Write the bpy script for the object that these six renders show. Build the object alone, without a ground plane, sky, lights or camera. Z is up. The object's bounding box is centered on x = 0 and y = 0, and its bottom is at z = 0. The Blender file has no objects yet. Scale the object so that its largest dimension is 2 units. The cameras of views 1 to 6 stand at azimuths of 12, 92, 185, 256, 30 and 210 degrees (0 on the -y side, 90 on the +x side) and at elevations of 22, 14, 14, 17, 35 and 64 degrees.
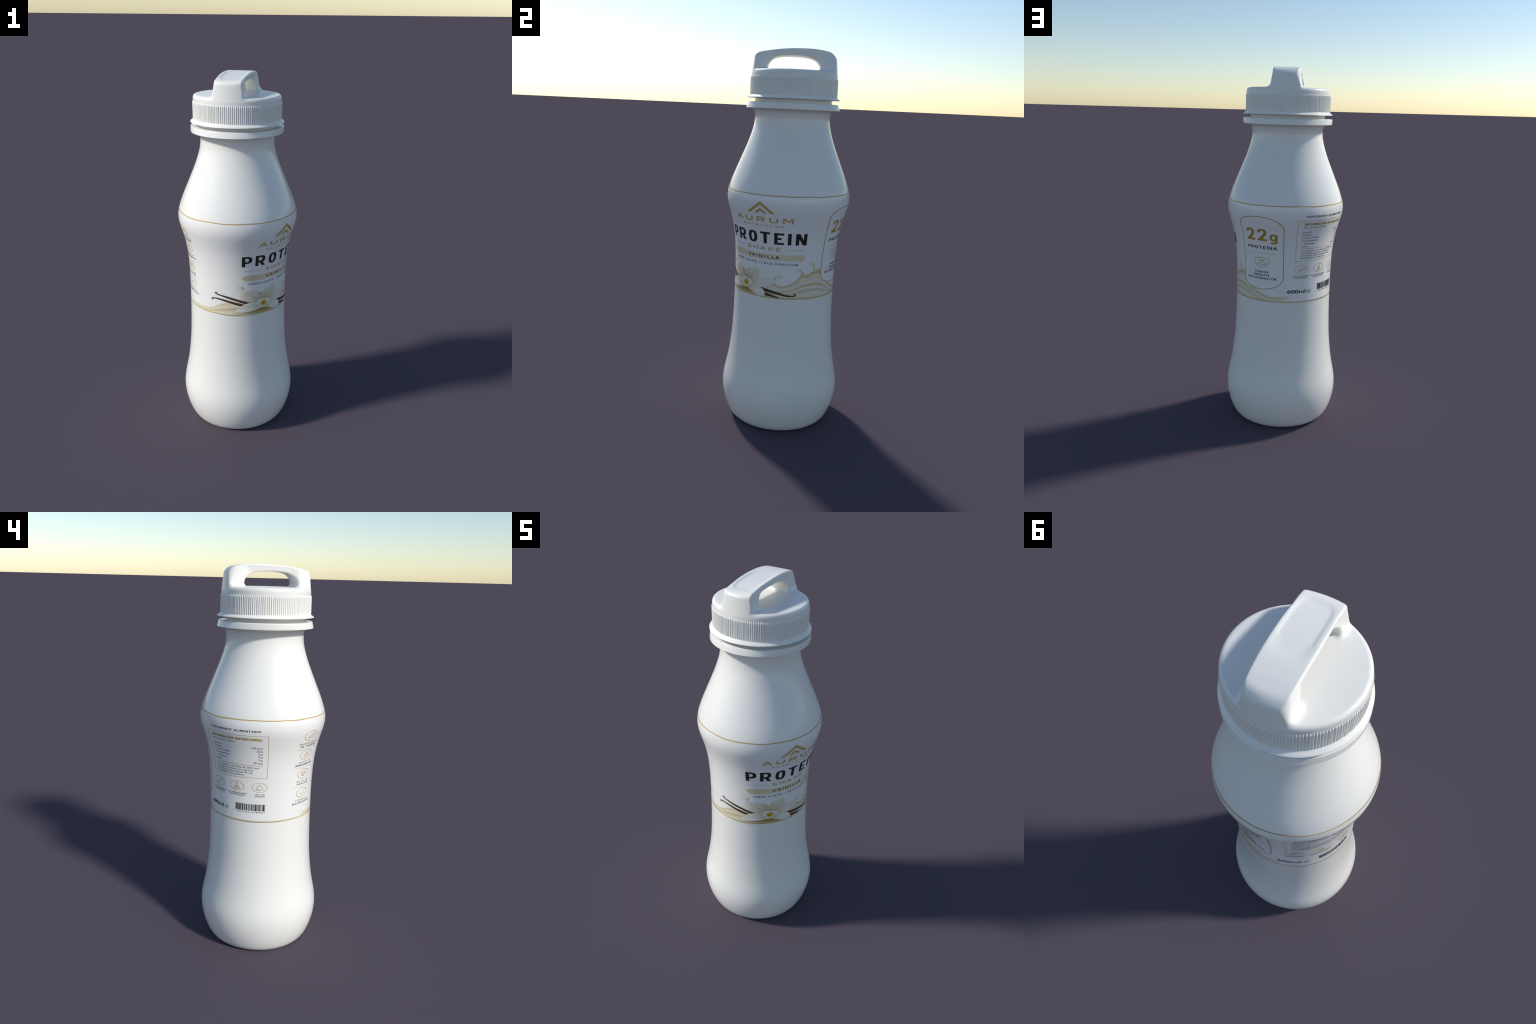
"""White shake bottle: turned body, ribbed screw cap with a carrying loop, printed sleeve label.

Everything is built around the z axis.  Label artwork is laid out flat in label
coordinates (phi, z): phi = degrees round the bottle (0 on -y, 90 on +x), z = height.
Each printed mark is flat geometry that is then wrapped on the turned body, a
fraction of a millimetre proud of it.
"""
import bpy, bmesh, math, random
import numpy as np

random.seed(7)
RNG = np.random.default_rng(7)
COLL = bpy.context.scene.collection

# ------------------------------------------------------------------ materials
def new_mat(name):
    m = bpy.data.materials.new(name)
    m.use_nodes = True
    nt = m.node_tree
    for n in list(nt.nodes):
        nt.nodes.remove(n)
    out = nt.nodes.new("ShaderNodeOutputMaterial")
    b = nt.nodes.new("ShaderNodeBsdfPrincipled")
    nt.links.new(b.outputs[0], out.inputs[0])
    return m, nt, b


def node(nt, kind, **kw):
    n = nt.nodes.new(kind)
    for k, v in kw.items():
        setattr(n, k, v)
    return n


def math_node(nt, op, a, b=None, c=None, clamp=False):
    n = node(nt, "ShaderNodeMath", operation=op, use_clamp=clamp)
    for i, v in enumerate((a, b, c)):
        if v is None:
            continue
        if isinstance(v, (int, float)):
            n.inputs[i].default_value = v
        else:
            nt.links.new(v, n.inputs[i])
    return n.outputs[0]


def ramp(nt, fac, stops, mode="EASE"):
    r = node(nt, "ShaderNodeValToRGB")
    cr = r.color_ramp
    cr.interpolation = mode
    while len(cr.elements) < len(stops):
        cr.elements.new(0.5)
    for e, (p, c) in zip(cr.elements, stops):
        e.position = p
        e.color = (*c, 1)
    nt.links.new(fac, r.inputs[0])
    return r.outputs[0]


def mix_col(nt, fac, a, b):
    n = node(nt, "ShaderNodeMix", data_type="RGBA")
    for sock, v in ((n.inputs[0], fac), (n.inputs[6], a), (n.inputs[7], b)):
        if isinstance(v, (int, float)):
            sock.default_value = v
        elif isinstance(v, tuple):
            sock.default_value = (*v, 1)
        else:
            nt.links.new(v, sock)
    return n.outputs[2]


def label_coords(nt, start=0.0):
    """phi in degrees counted up from `start`, and z, from object coordinates."""
    tc = node(nt, "ShaderNodeTexCoord")
    sep = node(nt, "ShaderNodeSeparateXYZ")
    nt.links.new(tc.outputs["Object"], sep.inputs[0])
    a = math_node(nt, "ARCTAN2", sep.outputs[0], math_node(nt, "MULTIPLY", sep.outputs[1], -1.0))
    a = math_node(nt, "MULTIPLY", a, 180 / math.pi)
    a = math_node(nt, "SUBTRACT", a, start)
    a = math_node(nt, "FLOORED_MODULO", a, 360.0)
    return math_node(nt, "ADD", a, start), sep.outputs[2], tc.outputs["Object"]


def noise(nt, vec, scale, detail=2.0):
    n = node(nt, "ShaderNodeTexNoise")
    n.inputs["Scale"].default_value = scale
    n.inputs["Detail"].default_value = detail
    nt.links.new(vec, n.inputs["Vector"])
    return n.outputs["Fac"]


LABEL_WHITE = (0.915, 0.893, 0.845)
WHITE = (0.895, 0.872, 0.812)


def plastic(name, col, rough, spec=0.5, bump=0.0):
    m, nt, b = new_mat(name)
    tc = node(nt, "ShaderNodeTexCoord")
    f = noise(nt, tc.outputs["Object"], 3.0, 3.0)
    lo = tuple(c * 0.985 for c in col)
    nt.links.new(mix_col(nt, f, lo, col), b.inputs["Base Color"])
    b.inputs["Roughness"].default_value = rough
    b.inputs["Specular IOR Level"].default_value = spec
    if bump:
        bp = node(nt, "ShaderNodeBump")
        bp.inputs["Strength"].default_value = bump
        bp.inputs["Distance"].default_value = 0.002
        nt.links.new(noise(nt, tc.outputs["Object"], 18.0, 2.0), bp.inputs["Height"])
        nt.links.new(bp.outputs[0], b.inputs["Normal"])
    return m


def ink(name, col, rough=0.38, vary=0.12, spec=0.4):
    m, nt, b = new_mat(name)
    tc = node(nt, "ShaderNodeTexCoord")
    f = noise(nt, tc.outputs["Object"], 40.0, 2.0)
    lo = tuple(c * (1 - vary) for c in col)
    hi = tuple(min(1, c * (1 + vary)) for c in col)
    nt.links.new(mix_col(nt, f, lo, hi), b.inputs["Base Color"])
    b.inputs["Roughness"].default_value = rough
    b.inputs["Specular IOR Level"].default_value = spec
    return m


M_BODY = plastic("white_bottle_plastic", WHITE, 0.20)
M_CAP = plastic("white_cap_plastic", WHITE, 0.32, bump=0.04)
M_LABEL = plastic("white_label_film", LABEL_WHITE, 0.22)
M_GOLD = ink("gold_print", (0.56, 0.385, 0.11))
M_GOLD_DEEP = ink("deep_gold_print", (0.47, 0.29, 0.052))
M_GOLD_PALE = ink("pale_gold_print", (0.58, 0.45, 0.19))
M_BLACK = ink("black_print", (0.032, 0.030, 0.022), spec=0.2)
M_GREY = ink("dark_grey_print", (0.10, 0.105, 0.11))
M_MID = ink("small_print_grey", (0.20, 0.205, 0.21))

# ------------------------------------------------------------------ turned profile
BODY_PROFILE = [
    (0.000, 0.2500), (0.004, 0.2610), (0.012, 0.2715), (0.025, 0.2815), (0.050, 0.2938), (0.080, 0.3046), (0.120, 0.3148),
    (0.160, 0.3207), (0.200, 0.3217), (0.240, 0.3176), (0.280, 0.3100), (0.320, 0.3016),
    (0.370, 0.2930), (0.430, 0.2851), (0.500, 0.2785), (0.570, 0.2748), (0.640, 0.2724),
    (0.700, 0.2712), (0.760, 0.2704), (0.820, 0.2701), (0.880, 0.2706), (0.940, 0.2722),
    (1.000, 0.2757), (1.050, 0.2811), (1.090, 0.2874), (1.120, 0.2935), (1.150, 0.3014),
    (1.180, 0.3101), (1.210, 0.3186), (1.235, 0.3233), (1.255, 0.3243), (1.280, 0.3219),
    (1.330, 0.3077), (1.380, 0.2882), (1.430, 0.2670), (1.480, 0.2459), (1.520, 0.2295),
    (1.560, 0.2150), (1.590, 0.2057), (1.615, 0.1996), (1.640, 0.1960), (1.660, 0.1950),
    (1.675, 0.1958), (1.688, 0.1985), (1.697, 0.2045), (1.703, 0.2120)]
_PZ = np.array([p[0] for p in BODY_PROFILE])
_PR = np.array([p[1] for p in BODY_PROFILE])
_PM = np.gradient(_PR, _PZ)


def body_radius(z):
    """Smooth radius of the turned body at height z (cubic Hermite through the profile)."""
    z = np.clip(np.asarray(z, float), _PZ[0], _PZ[-1])
    i = np.clip(np.searchsorted(_PZ, z) - 1, 0, len(_PZ) - 2)
    h = _PZ[i + 1] - _PZ[i]
    t = (z - _PZ[i]) / h
    return ((2*t**3 - 3*t**2 + 1) * _PR[i] + (t**3 - 2*t**2 + t) * h * _PM[i]
            + (-2*t**3 + 3*t**2) * _PR[i + 1] + (t**3 - t**2) * h * _PM[i + 1])


def make_object(name, mesh, parent, mat=None, smooth=True):
    if mat is not None:
        mesh.materials.clear()
        mesh.materials.append(mat)
    if smooth:
        mesh.polygons.foreach_set("use_smooth", [True] * len(mesh.polygons))
    ob = bpy.data.objects.new(name, mesh)
    COLL.objects.link(ob)
    ob.parent = parent
    return ob


def revolve(name, profile, parent, mat, segs=256, close_start=False, close_end=False, sharp=None):
    """Turn a (radius, z) profile round z; rows of (x radius, y radius, z) make it oval."""
    n = len(profile)
    a = np.linspace(0, 2 * np.pi, segs, endpoint=False)
    rx = np.array([p[0] for p in profile])[:, None]
    ry = np.array([p[-2] for p in profile])[:, None]
    z = np.array([p[-1] for p in profile])[:, None] + 0 * a
    co = np.stack([rx * np.cos(a), ry * np.sin(a), z], -1).reshape(-1, 3)
    faces = []
    for i in range(n - 1):
        for j in range(segs):
            k = (j + 1) % segs
            faces.append((i*segs + j, i*segs + k, (i+1)*segs + k, (i+1)*segs + j))
    if close_start:
        faces.append(tuple(range(segs - 1, -1, -1)))
    if close_end:
        faces.append(tuple((n-1)*segs + j for j in range(segs)))
    me = bpy.data.meshes.new(name)
    me.from_pydata(co.tolist(), [], faces)
    ob = make_object(name, me, parent, mat)
    if sharp:
        me.set_sharp_from_angle(angle=math.radians(sharp))
    return ob


def round_corners(pts, radius, steps=5):
    """Replace the corners of an open (r, z) polyline by small arcs."""
    out = [pts[0]]
    for p, q, s in zip(pts, pts[1:], pts[2:]):
        p, q, s = map(np.array, (p, q, s))
        a, b = p - q, s - q
        d = min(radius, 0.45*np.linalg.norm(a), 0.45*np.linalg.norm(b))
        a, b = q + d*a/np.linalg.norm(a), q + d*b/np.linalg.norm(b)
        for t in np.linspace(0, 1, steps):
            out.append(tuple((1-t)**2*a + 2*t*(1-t)*q + t*t*b))
    out.append(pts[-1])
    return out


# ------------------------------------------------------------------ the thing
bottle = bpy.data.objects.new("shake_bottle", None)
COLL.objects.link(bottle)
bottle["label"] = "white plastic shake bottle with looped cap and gold printed label"
bottle["category"] = "drink bottle"

# body, with a shallow hollow under the base
zs = np.unique(np.concatenate([np.linspace(0, 0.06, 22), np.linspace(0.06, 1.60, 180), np.linspace(1.60, 1.703, 24)]))
prof = [(0.02, 0.016), (0.12, 0.014), (0.19, 0.007), (0.225, 0.001)] + [(float(body_radius(z)), float(z)) for z in zs]
revolve("bottle_body", prof, bottle, M_BODY, close_start=True)

# transfer ring under the cap and the bare neck between ring and cap
ring = round_corners([(0.203, 0.200, 1.7022), (0.2440, 0.2415, 1.7028), (0.2447, 0.2408, 1.7060), (0.2447, 0.2330, 1.7332), (0.203, 0.1995, 1.7350)], 0.0035)
revolve("neck_ring", ring, bottle, M_BODY, sharp=50)
revolve("neck", [(0.2038, 0.2005, 1.722), (0.2038, 0.2005, 1.775)], bottle, M_BODY)

# ------------------------------------------------------------------ cap
CAP_X, CAP_Y = 0.2288, 0.2200          # half widths of the plain lid above the ribs


def smin(a, b, k):
    h = np.clip(0.5 + 0.5 * (b - a) / k, 0, 1)
    return b * (1 - h) + a * h - k * h * (1 - h)


def smax(a, b, k):
    return -smin(-a, -b, k)


ARCH = [(-0.26, 1.925), (-0.225, 1.953), (-0.19, 1.9720), (-0.16, 1.9800), (-0.125, 1.9865), (-0.075, 1.9935), (0.0, 1.9995), (0.05, 2.0005),
        (0.10, 1.9985), (0.15, 1.9920), (0.185, 1.9835), (0.225, 1.966), (0.26, 1.945)]
_AY = np.array([p[0] for p in ARCH])
_AZ = np.array([p[1] for p in ARCH])


def arch_height(y):
    i = np.clip(np.searchsorted(_AY, y) - 1, 0, len(_AY) - 2)
    m = np.gradient(_AZ, _AY)
    h = _AY[i + 1] - _AY[i]
    t = (y - _AY[i]) / h
    return ((2*t**3 - 3*t**2 + 1) * _AZ[i] + (t**3 - 2*t**2 + t) * h * m[i]
            + (-2*t**3 + 3*t**2) * _AZ[i + 1] + (t**3 - t**2) * h * m[i + 1])


def handle_half_width(y, z):
    """Half width of the loop: the arch is undercut towards the hole, the legs spread downwards."""
    leg = np.clip((np.abs(y + 0.006) - 0.095) / 0.05, 0, 1)
    leg = leg * leg * (3 - 2 * leg)
    return (0.0675 + 0.0065 * (1 - (y / 0.2)**2) + leg * 0.14 * np.clip(1.985 - z, 0, 0.09)
            - (1 - leg) * 0.20 * np.clip(1.990 - z, 0, 0.03))


def cap_wall(x, y, z):
    """Outer wall, shared by the lid and the ends of the loop; leans in above the lid."""
    e = np.hypot(x * CAP_Y / CAP_X, y)
    lean = np.interp(z, [1.84, 1.862, 1.875, 1.890, 1.93, 1.955, 2.02], [0.0008, 0.0005, 0.0, -0.0022, -0.0068, -0.0098, -0.019])
    return e - CAP_Y - lean


def loop_field(x, y, z):
    """The carrying loop without its ends: arched top, tapering sides, finger hole, thumb dish."""
    solid = smax((z - arch_height(y)) * 0.97, (np.abs(x) - handle_half_width(y, z)) * 0.99, 0.0075)
    yy, zz = np.abs(y + 0.006) / 0.134, np.abs(z - 1.895) / 0.0695
    g = (yy**2.9 + zz**2.9 + 1e-9)**(1 / 2.9)
    solid = smax(solid, -(g - 1) * 0.075, 0.009)
    dx, dy = np.abs(x - 0.003) / 0.056, np.abs(y + 0.055) / 0.112
    rim = (dx**4 + dy**4)**0.25
    depth = 0.0042 / (1 + np.exp((rim - 1) * np.where(y > 0, 10, 20)))
    return solid + depth * np.clip((z - 1.93) / 0.03, 0, 1)


def cap_field(x, y, z):
    e = np.hypot(x * CAP_Y / CAP_X, y)
    deck = z - (1.8925 + 0.004 * np.clip(1 - (e / 0.2)**2, -1, 1))
    out = np.clip((np.abs(x) - 0.055) / 0.02, 0, 1)            # narrow inside the hole, wide outside the feet
    fillet = 0.009 + 0.004 * np.clip(y / 0.08, 0, 1) + 0.013 * out * np.clip((np.abs(y) - 0.10) / 0.06, 0, 1)
    inner = smin(deck, loop_field(x, y, z), fillet)
    edge = 0.015 - 0.006 * np.clip((z - 1.895) / 0.012, 0, 1) + np.where(y < 0, 0.004, 0.022 * np.clip(y / 0.1, 0, 1)) * np.clip((z - 1.915) / 0.055, 0, 1)
    return smax(cap_wall(x, y, z), inner, edge)


def surface_net(field, lo, hi, h):
    """Mesh the zero level of a field: one vertex per crossed cell, slid onto the surface."""
    ax = [np.arange(l, u + h, h) for l, u in zip(lo, hi)]
    G = np.meshgrid(*ax, indexing="ij")
    F = field(*G)
    s = F < 0
    cnt = sum(s[i:s.shape[0]-1+i, j:s.shape[1]-1+j, k:s.shape[2]-1+k].astype(np.int8)
              for i in (0, 1) for j in (0, 1) for k in (0, 1))
    cells = (cnt > 0) & (cnt < 8)
    idx = -np.ones(cells.shape, int)
    where = np.argwhere(cells)
    idx[cells] = np.arange(len(where))
    P = np.stack([ax[d][where[:, d]] + h / 2 for d in range(3)], -1)
    for _ in range(6):
        f = field(*P.T)
        g = np.stack([(field(*(P + d).T) - field(*(P - d).T)) / (2e-4) for d in np.eye(3) * 1e-4], -1)
        step = -(f / np.maximum((g**2).sum(1), 0.05))[:, None] * g
        P = P + np.clip(step, -h, h)
    faces = []
    for d in range(3):
        o = [q for q in range(3) if q != d]
        sl0 = [slice(1, -1)] * 3
        sl0[d] = slice(0, -1)
        sl1 = list(sl0)
        sl1[d] = slice(1, None)
        sh = np.array(s.shape)
        a, b = s[tuple(sl0)], s[tuple(sl1)]
        for flip in (False, True):
            hit = np.argwhere((a & ~b) if not flip else (~a & b))
            if not len(hit):
                continue
            base = hit.copy()
            base[:, o[0]] += 1
            base[:, o[1]] += 1
            q = []
            for u, v in ((-1, -1), (0, -1), (0, 0), (-1, 0)):
                c = base.copy()
                c[:, o[0]] += u
                c[:, o[1]] += v
                q.append(idx[c[:, 0], c[:, 1], c[:, 2]])
            q = np.stack(q, -1)
            if flip != (d == 1):
                q = q[:, ::-1]
            faces += q[(q >= 0).all(1)].tolist()
    return P, faces


P, F = surface_net(cap_field, (-0.236, -0.236, 1.842), (0.236, 0.236, 2.010), 0.0024)
# the underside (below the ribs' top) stays open inside the skirt
whole = bpy.data.meshes.new("cap_whole")
whole.from_pydata(P.tolist(), [], F)
bm = bmesh.new()
bm.from_mesh(whole)
bmesh.ops.recalc_face_normals(bm, faces=bm.faces)
bmesh.ops.smooth_vert(bm, verts=bm.verts, factor=0.35, use_axis_x=True, use_axis_y=True, use_axis_z=True)
bmesh.ops.smooth_vert(bm, verts=bm.verts, factor=0.35, use_axis_x=True, use_axis_y=True, use_axis_z=True)
bm.to_mesh(whole)
bm.free()
whole.update()


def split_part(src, keep, name, parent):
    """Faces of one smooth surface as an object of its own, keeping the whole surface's normals."""
    nv = np.empty(len(src.vertices) * 3)
    src.vertex_normals.foreach_get("vector", nv)
    nv = nv.reshape(-1, 3)
    used, faces = {}, []
    for p in src.polygons:
        if keep(p.center):
            faces.append([used.setdefault(v, len(used)) for v in p.vertices])
    order = list(used)
    me = bpy.data.meshes.new(name)
    me.from_pydata([src.vertices[v].co[:] for v in order], [], faces)
    ob = make_object(name, me, parent, M_CAP)
    me.normals_split_custom_set_from_vertices([nv[v] for v in order])
    return ob


def in_handle(c):
    return c.z > 1.9065 or (abs(c.x) < 0.088 and c.z > 1.8985 and abs(c.y) > 0.13)


cap = split_part(whole, lambda c: not in_handle(c) and c.z > 1.8435, "cap", bottle)
split_part(whole, in_handle, "handle", cap)
bpy.data.meshes.remove(whole)

# ribbed skirt of the cap with its flared lip
RIBS, PER = 146, 10
SEG = RIBS * PER
jit = np.interp(np.arange(SEG), np.arange(0, SEG, PER), RNG.normal(0, 0.16, RIBS), period=SEG)
amp = np.interp(np.arange(SEG), np.arange(0, SEG, PER), RNG.uniform(0.75, 1.0, RIBS), period=SEG)
ang = np.arange(SEG) / SEG * 2 * np.pi
rib = np.clip(0.5 + 0.95 * np.cos(RIBS * ang + jit * 2), 0, 1) * amp
RIB = 0.0040
SKIRT = [  # (x radius, y radius, z, rib share); the radii are those of the grooves
    (0.2000, 0.1950, 1.7530, 0), (0.2425, 0.2380, 1.7533, 0), (0.2448, 0.2406, 1.7543, 0), (0.2446, 0.2404, 1.7560, 0), (0.2385, 0.2335, 1.7603, 0), (0.2322, 0.2270, 1.7655, 0),
    (0.2295, 0.2238, 1.7690, 0.0), (0.2283, 0.2224, 1.7715, 0.75), (0.2279, 0.2217, 1.7750, 1), (0.2279, 0.2214, 1.7900, 1), (0.2280, 0.2212, 1.8100, 1), (0.2282, 0.2210, 1.8300, 1),
    (0.2285, 0.2208, 1.8450, 1), (0.2288, 0.2207, 1.8515, 0.95), (0.2290, 0.2206, 1.8545, 0.7), (0.2291, 0.2205, 1.8570, 0.3), (0.2292, 0.2204, 1.8590, 0.0), (0.2240, 0.2160, 1.8600, 0)]
tip = np.interp(np.arange(SEG), np.arange(0, SEG, PER), RNG.normal(0, 0.0008, RIBS), period=SEG)   # uneven rib tops
co = []
for rx, ry, z, share in SKIRT:
    d = RIB * rib * share
    co.append(np.stack([(rx + d) * np.cos(ang), (ry + d) * np.sin(ang), z + tip * (z > 1.848)], -1))
co = np.concatenate(co)
faces = []
for i in range(len(SKIRT) - 1):
    j = np.arange(SEG)
    k = (j + 1) % SEG
    faces += np.stack([i*SEG + j, i*SEG + k, (i+1)*SEG + k, (i+1)*SEG + j], -1).tolist()
me = bpy.data.meshes.new("ribbed_skirt")
me.from_pydata(co.tolist(), [], faces)
make_object("ribbed_skirt", me, cap, M_CAP)
me.set_sharp_from_angle(angle=math.radians(55))

# ------------------------------------------------------------------ label film
LABEL_LOW, LABEL_HIGH = 0.759, 1.291
BASE = 0.0005                       # film stands this far off the body
zs = np.linspace(LABEL_LOW, LABEL_HIGH, 90)
label = revolve("label", [(float(body_radius(LABEL_LOW)) - 0.0003, LABEL_LOW - 0.0005)]
                + [(float(body_radius(z)) + BASE, float(z)) for z in zs]
                + [(float(body_radius(LABEL_HIGH)) - 0.0003, LABEL_HIGH + 0.0005)], bottle, M_LABEL)

# ------------------------------------------------------------------ printing helpers
R0 = 0.275                          # radius used for the flat artwork's proportions
DEG = math.radians(1) * R0          # metres of label per degree


def wrap(bm, name, mat, layer, parent=None):
    """Cut flat (phi, z) faces along a fine grid and wrap them on the bottle."""
    xs = [v.co.x for v in bm.verts]
    ys = [v.co.y for v in bm.verts]
    if not xs:
        bm.free()
        return None
    for c in np.arange(math.floor(min(xs) / 2) * 2 + 2, max(xs), 2.0):
        bmesh.ops.bisect_plane(bm, geom=bm.verts[:] + bm.edges[:] + bm.faces[:], plane_co=(c, 0, 0), plane_no=(1, 0, 0), dist=1e-6)
    for c in np.arange(math.floor(min(ys) / .012) * .012 + .012, max(ys), 0.012):
        bmesh.ops.bisect_plane(bm, geom=bm.verts[:] + bm.edges[:] + bm.faces[:], plane_co=(0, c, 0), plane_no=(0, 1, 0), dist=1e-7)
    me = bpy.data.meshes.new(name)
    bm.normal_update()
    for f in bm.faces:
        if f.normal.z < 0:
            f.normal_flip()
    bm.to_mesh(me)
    bm.free()
    co = np.empty(len(me.vertices) * 3)
    me.vertices.foreach_get("co", co)
    co = co.reshape(-1, 3)
    a = np.radians(co[:, 0])
    r = body_radius(co[:, 1]) + BASE + 0.00022 * (layer + co[:, 2])
    me.vertices.foreach_set("co", np.stack([r * np.sin(a), -r * np.cos(a), co[:, 1]], -1).ravel())
    me.update()
    return make_object(name, me, parent or label, mat)


def spline(pts, closed=False, n=8):
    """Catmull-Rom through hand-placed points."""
    p = np.array(pts, float)
    m = len(p)
    out = []
    for i in range(m if closed else m - 1):
        q = [p[(i + d) % m] if closed else p[min(max(i + d, 0), m - 1)] for d in (-1, 0, 1, 2)]
        for t in np.linspace(0, 1, n, endpoint=False):
            out.append(0.5 * (2*q[1] + (q[2]-q[0])*t + (2*q[0]-5*q[1]+4*q[2]-q[3])*t*t + (3*q[1]-q[0]-3*q[2]+q[3])*t**3))
    if not closed:
        out.append(p[-1])
    return np.array(out)


def add_stroke(bm, pts, width, closed=False, lift=0.0, squash=1.0):
    """Ribbon along a flat polyline; width in metres, a number or one value per point.
    squash < 1 thins its level runs, as a broad pen does."""
    scale = np.array((DEG, 1 / squash))
    p = np.array(pts, float) * scale
    m = len(p)
    w = np.interp(np.linspace(0, 1, m), np.linspace(0, 1, np.size(width)), np.atleast_1d(width)) / 2
    seg = (np.roll(p, -1, 0) - p)
    seg /= np.maximum(np.linalg.norm(seg, axis=1), 1e-9)[:, None]
    if not closed:
        seg[-1] = seg[-2]
    back = np.roll(seg, 1, 0)
    if not closed:
        back[0] = seg[0]
    t = seg + back
    t /= np.maximum(np.linalg.norm(t, axis=1), 1e-9)[:, None]
    nrm = np.stack([-t[:, 1], t[:, 0]], -1)
    w = w / np.clip(np.abs((seg * t).sum(1)), 0.5, 1)      # mitred corners
    A = [bm.verts.new((*((q + k * n) / scale), lift)) for q, n, k in zip(p, nrm, w)]
    B = [bm.verts.new((*((q - k * n) / scale), lift)) for q, n, k in zip(p, nrm, w)]
    for i in range(m if closed else m - 1):
        j = (i + 1) % m
        bm.faces.new((A[i], A[j], B[j], B[i]))


def stroke(name, lines, width, mat, layer, closed=False):
    bm = bmesh.new()
    for i, ln in enumerate(lines):
        add_stroke(bm, ln, width, closed, lift=0.2 * i)
    return wrap(bm, name, mat, layer)


def patch(name, outline, mat, layer, smooth=True, n=6):
    pts = spline(outline, True, n) if smooth else np.array(outline, float)
    bm = bmesh.new()
    vs = [bm.verts.new((x, y, 0)) for x, y in pts]
    es = [bm.edges.new((a, b)) for a, b in zip(vs, vs[1:] + vs[:1])]
    bmesh.ops.triangle_fill(bm, use_beauty=True, use_dissolve=False, edges=es)
    return wrap(bm, name, mat, layer)


def ellipse(cx, cy, rx, ry, n=48):
    a = np.linspace(0, 2*np.pi, n, endpoint=False)
    return np.stack([cx + rx*np.cos(a), cy + ry*np.sin(a)], -1)


CAP_HEIGHT = 0.677


def text_mesh(body, weight, spacing):
    cu = bpy.data.curves.new("text", "FONT")
    cu.body = body
    cu.offset = weight
    cu.space_character = spacing
    cu.resolution_u = 5
    ob = bpy.data.objects.new("text", cu)
    COLL.objects.link(ob)
    bpy.context.view_layer.update()
    me = bpy.data.meshes.new_from_object(ob.evaluated_get(bpy.context.evaluated_depsgraph_get()))
    bpy.data.objects.remove(ob)
    bpy.data.curves.remove(cu)
    return me


def lettering(body, phi0, phi1, z0, z1, mat, weight=0.0, spacing=1.0, layer=3, name="lettering", slant=0.0, wobble=0.0):
    """A word fitted between two angles, its capitals standing from z0 to z1."""
    me = text_mesh(body, weight, spacing)
    bm = bmesh.new()
    bm.from_mesh(me)
    bpy.data.meshes.remove(me)
    x = [v.co.x for v in bm.verts]
    x0, x1 = min(x), max(x)
    ys = (z1 - z0) / (CAP_HEIGHT + 2 * weight)
    for v in bm.verts:
        z = z0 + (v.co.y + weight) * ys
        p = phi0 + (v.co.x - x0) / (x1 - x0) * (phi1 - phi0) + slant * (z - z0) / DEG
        v.co = (p, z + wobble * math.sin(p * 0.31), 0)
    return wrap(bm, name, mat, layer)


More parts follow.
